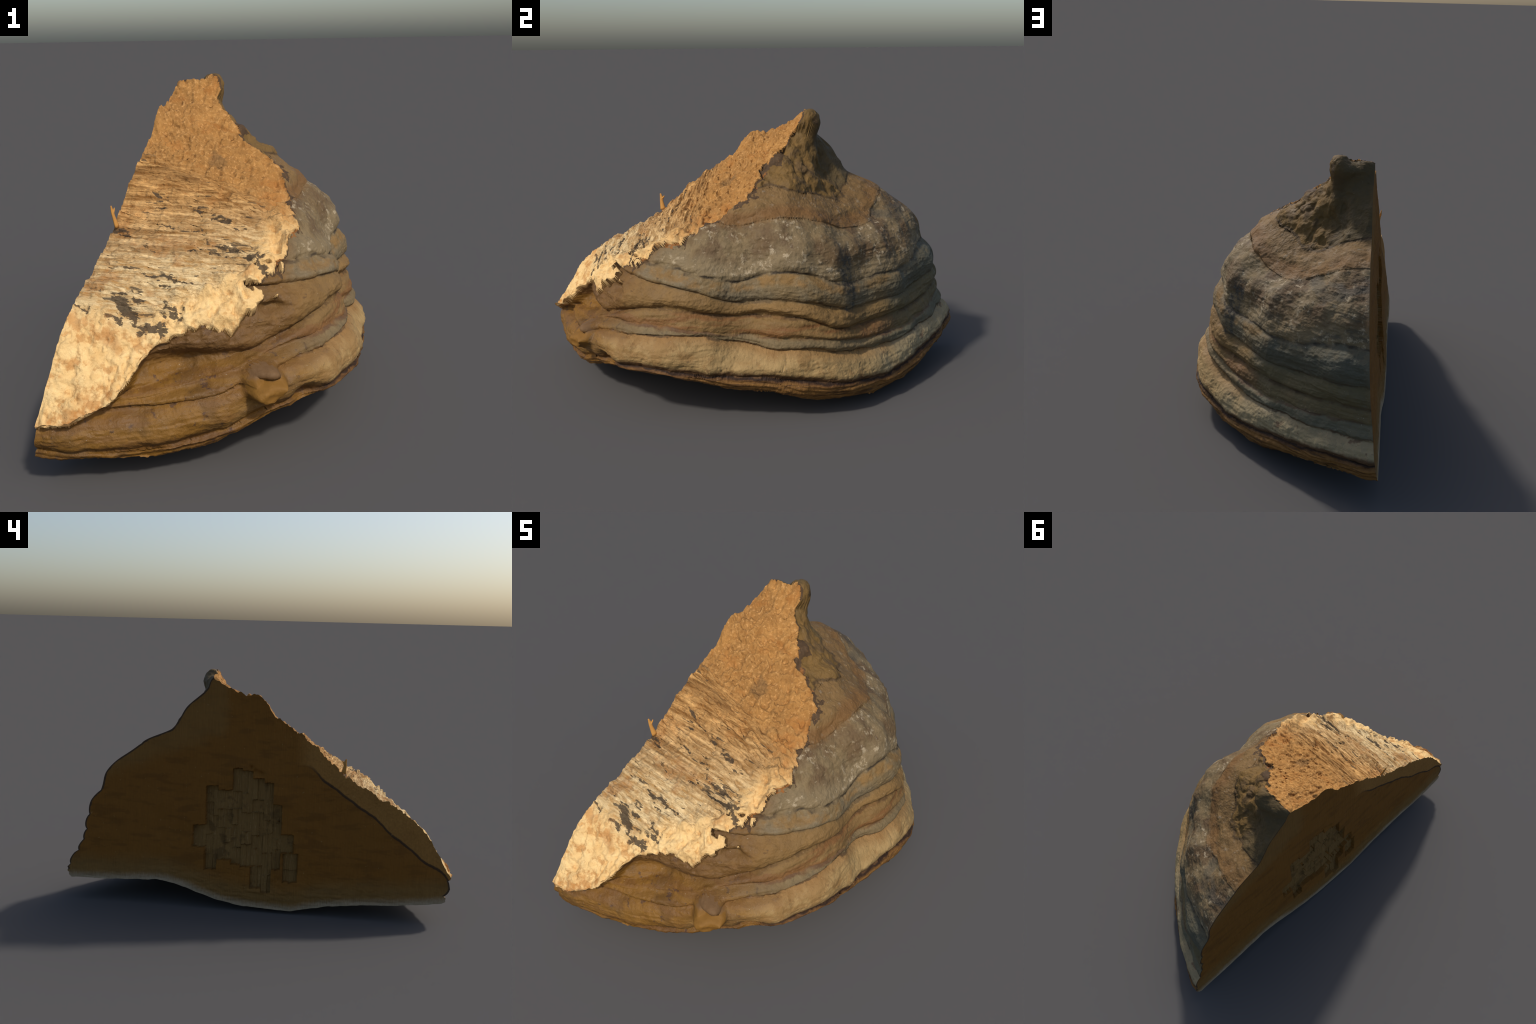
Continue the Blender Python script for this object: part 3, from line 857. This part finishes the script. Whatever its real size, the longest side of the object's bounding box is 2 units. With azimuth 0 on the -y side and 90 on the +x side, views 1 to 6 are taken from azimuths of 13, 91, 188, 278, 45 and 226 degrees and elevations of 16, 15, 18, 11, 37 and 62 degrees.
def cut_material(name, tubes):
    m = Mat(name)
    grain = m.noise(30, 4, 0.7, m.combine(m.x * 4, m.y * 4, m.z * 0.12))
    hair = m.noise(90, 3, 0.6, m.combine(m.x * 3, m.y * 3, m.z * 0.10))
    fine, mid, big = m.noise(90, 3, 0.7), m.noise(14, 4, 0.6), m.noise(4, 3)
    layer = m.noise(9, 3, 0.6, m.combine(m.y * 0.5, m.y * 0.5, m.z * 3.0))
    if tubes:
        col = m.mix(grain, srgb(102, 74, 36), srgb(140, 107, 60))
        col = m.mix(m.step(0.58, 0.70, hair) * 0.5, col, srgb(160, 132, 92))
        col = m.mix(m.step(0.55, 0.66, mid) * 0.5, col, srgb(70, 50, 26))
    else:
        col = m.mix(grain * 0.6 + fine * 0.4, srgb(104, 66, 22), srgb(138, 92, 34))
        col = m.mix(m.step(0.50, 0.62, layer) * 0.35, col, srgb(86, 54, 19))
        # paler flesh under the crust at the back and the young tubes below
        young = m.curve((m.y + 1.0) / 2.0, [((y + 1) / 2, z / 0.2) for y, z in zip(UNDER_Y, UNDER_Z)]) * 0.2
        over = m.z - young
        col = m.mix(m.step(0.16, 0.05, over + (mid - 0.5) * 0.06) * 0.5, col, m.mix(grain, srgb(104, 82, 44), srgb(132, 108, 66)))
        col = m.mix(m.step(0.045, 0.0, over + (hair - 0.5) * 0.03) * 0.7, col, m.mix(grain, srgb(136, 120, 96), srgb(176, 164, 140)))
        col = m.mix(m.step(0.90, 1.0, m.z + 0.4 * m.y - 0.04 + (mid - 0.5) * 0.10) * m.step(0.13, 0.20, m.y + (mid - 0.5) * 0.05) * 0.6, col, m.mix(grain, srgb(112, 82, 40), srgb(138, 104, 56)))
        # wood that stayed on the fungus, behind a dark line
        seam = m.curve((m.y + 1.0) / 1.0, [((y + 1.0), z) for y, z in WOOD_SEAM])
        slope = m.z - seam + (mid - 0.5) * 0.02
        wood_zone = m.step(-0.004, 0.004, slope) * m.step(-0.18, -0.30, m.y)
        col = m.mix(wood_zone * 0.8, col, m.mix(fine, srgb(118, 82, 36), srgb(174, 126, 66)))
        line = m.step(0.011, 0.004, m.math("ABSOLUTE", slope)) * m.step(-0.22, -0.36, m.y)
        col = m.mix(line * 0.85, col, srgb(48, 38, 30))
    col = m.mix(m.step(0.70, 0.76, m.noise(60, 2, 0.6)) * 0.5, col, srgb(150, 122, 74))
    return m.finish(col, 0.85, grain + hair + fine * 0.5, 0.4, 0.003, 0.2)


def pore_material():
    m = Mat("pore_surface")
    col = m.mix(m.step(0.1, 0.5, m.cells(160)), srgb(120, 96, 64), srgb(170, 152, 122))
    return m.finish(m.mix(m.noise(6, 3) * 0.5, col, srgb(130, 104, 66)), 0.9, m.cells(160), 0.4, 0.003, 0.2)


def stub_material():
    m = Mat("twig_knot")
    mid, fine = m.noise(16, 4, 0.6), m.noise(70, 3, 0.7)
    col = m.mix(mid, srgb(96, 64, 20), srgb(142, 102, 42))
    top = m.step(0.318, 0.335, m.z + (mid - 0.5) * 0.05)
    col = m.mix(top * 0.6, col, m.mix(fine, srgb(74, 56, 44), srgb(108, 88, 70)))
    return m.finish(col, 0.7, fine + mid, 0.4, 0.004)


def splinter_material():
    m = Mat("splinter_wood")
    return m.finish(m.mix(m.noise(60, 3), srgb(160, 108, 48), srgb(200, 150, 80)), 0.85)


skin, torn_mat, edge_mat = crust_material(), torn_material(), edge_material()
section_mat = edge_material("crust_section", 0.7)
flesh, tube_mat, pores = cut_material("cut_flesh", False), cut_material("tube_blocks", True), pore_material()

root = bpy.data.objects.new("bracket_fungus", None)
root["label"] = "halved hoof-shaped bracket fungus with banded crust and torn face"
root["category"] = "bracket fungus"
bpy.context.scene.collection.objects.link(root)

pts = body.reshape(-1, 3)
out = np.sum(np.cross(pts[faces[:, 1]] - pts[faces[:, 0]], pts[faces[:, 3]] - pts[faces[:, 0]]) * (f_p - place(CENTRE))).mean()
body_faces = faces if out > 0 else faces[:, ::-1]
cut_faces = faces[:, ::-1] if out > 0 else faces
n_crust = vertex_normals(pts, body_faces[is_crust])
n_torn = vertex_normals(pts, body_faces[f_kind == 1])
n_under = vertex_normals(pts, body_faces[f_kind == 2])
crust_ob = add_part("crust", pts, body_faces[crust & (f_z >= f_lines[:, 6])], n_crust, root, skin)
for k in range(2, 6):
    add_part("growth_band", pts, body_faces[crust & (f_lines[:, k] <= f_z) & (f_z < f_lines[:, k + 1])], n_crust, crust_ob, skin)
add_part("growth_rim", pts, body_faces[rim], n_crust, crust_ob, skin)
add_part("margin_lip", pts, body_faces[lip], n_crust, crust_ob, skin)
add_part("broken_crust_edge", pts, body_faces[edge], n_crust, crust_ob, edge_mat)
is_horn = beak & (f_z > 1.135)
beak_ob = add_part("beak", pts, body_faces[beak & ~is_horn], n_crust, root, skin)
add_part("horn", pts, body_faces[is_horn], n_crust, beak_ob, skin)
add_part("twig_knot", pts, body_faces[stub], n_crust, root, stub_material())
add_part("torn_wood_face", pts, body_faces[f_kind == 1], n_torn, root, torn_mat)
add_part("pore_surface", pts, body_faces[f_kind == 2], n_under, root, pores)
cpts = cut.reshape(-1, 3)
n_cut = vertex_normals(cpts, cut_faces)
cut_ob = add_part("cut_face", cpts, cut_faces[~f_chip & ~section], n_cut, root, flesh)
add_part("crust_section", cpts, cut_faces[section], n_cut, cut_ob, section_mat)
add_part("broken_tubes", cpts, cut_faces[f_chip], n_cut, cut_ob, tube_mat)


def splinter(name, path, radii, parent, material):
    """A thin forked sliver: a bent, tapering tube."""
    path = np.array(path, float)
    t = np.linspace(0, 1, 14)
    c = np.stack([np.interp(t, np.linspace(0, 1, len(path)), path[:, k]) for k in range(3)], -1)
    rad = np.interp(t, np.linspace(0, 1, len(radii)), radii)
    ring, verts, fs = 8, [], []
    for p, r in zip(c, rad):
        for k in range(ring):
            a = 2 * math.pi * k / ring
            verts.append((p[0] + r * 0.55 * math.cos(a), p[1] + r * math.sin(a), p[2] + 0.2 * r * math.sin(a)))
    for i in range(len(c) - 1):
        for k in range(ring):
            fs.append((i * ring + k, i * ring + (k + 1) % ring, (i + 1) * ring + (k + 1) % ring, (i + 1) * ring + k))
    fs += [tuple(range(ring))[::-1], tuple(range((len(c) - 1) * ring, len(c) * ring))]
    me = bpy.data.meshes.new(name)
    me.from_pydata(verts, [], fs)
    me.polygons.foreach_set("use_smooth", np.ones(len(me.polygons), bool))
    me.materials.append(material)
    ob = bpy.data.objects.new(name, me)
    bpy.context.scene.collection.objects.link(ob)
    ob.parent = parent
    return ob


chip_wood = splinter_material()
splinter("splinter", [(-.375, -.440, .735), (-.383, -.447, .775), (-.386, -.446, .788), (-.388, -.452, .812)], [.013, .008, .009, .003], root, chip_wood)
splinter("splinter", [(-.384, -.446, .785), (-.384, -.438, .794), (-.384, -.433, .802)], [.007, .006, .002], root, chip_wood)
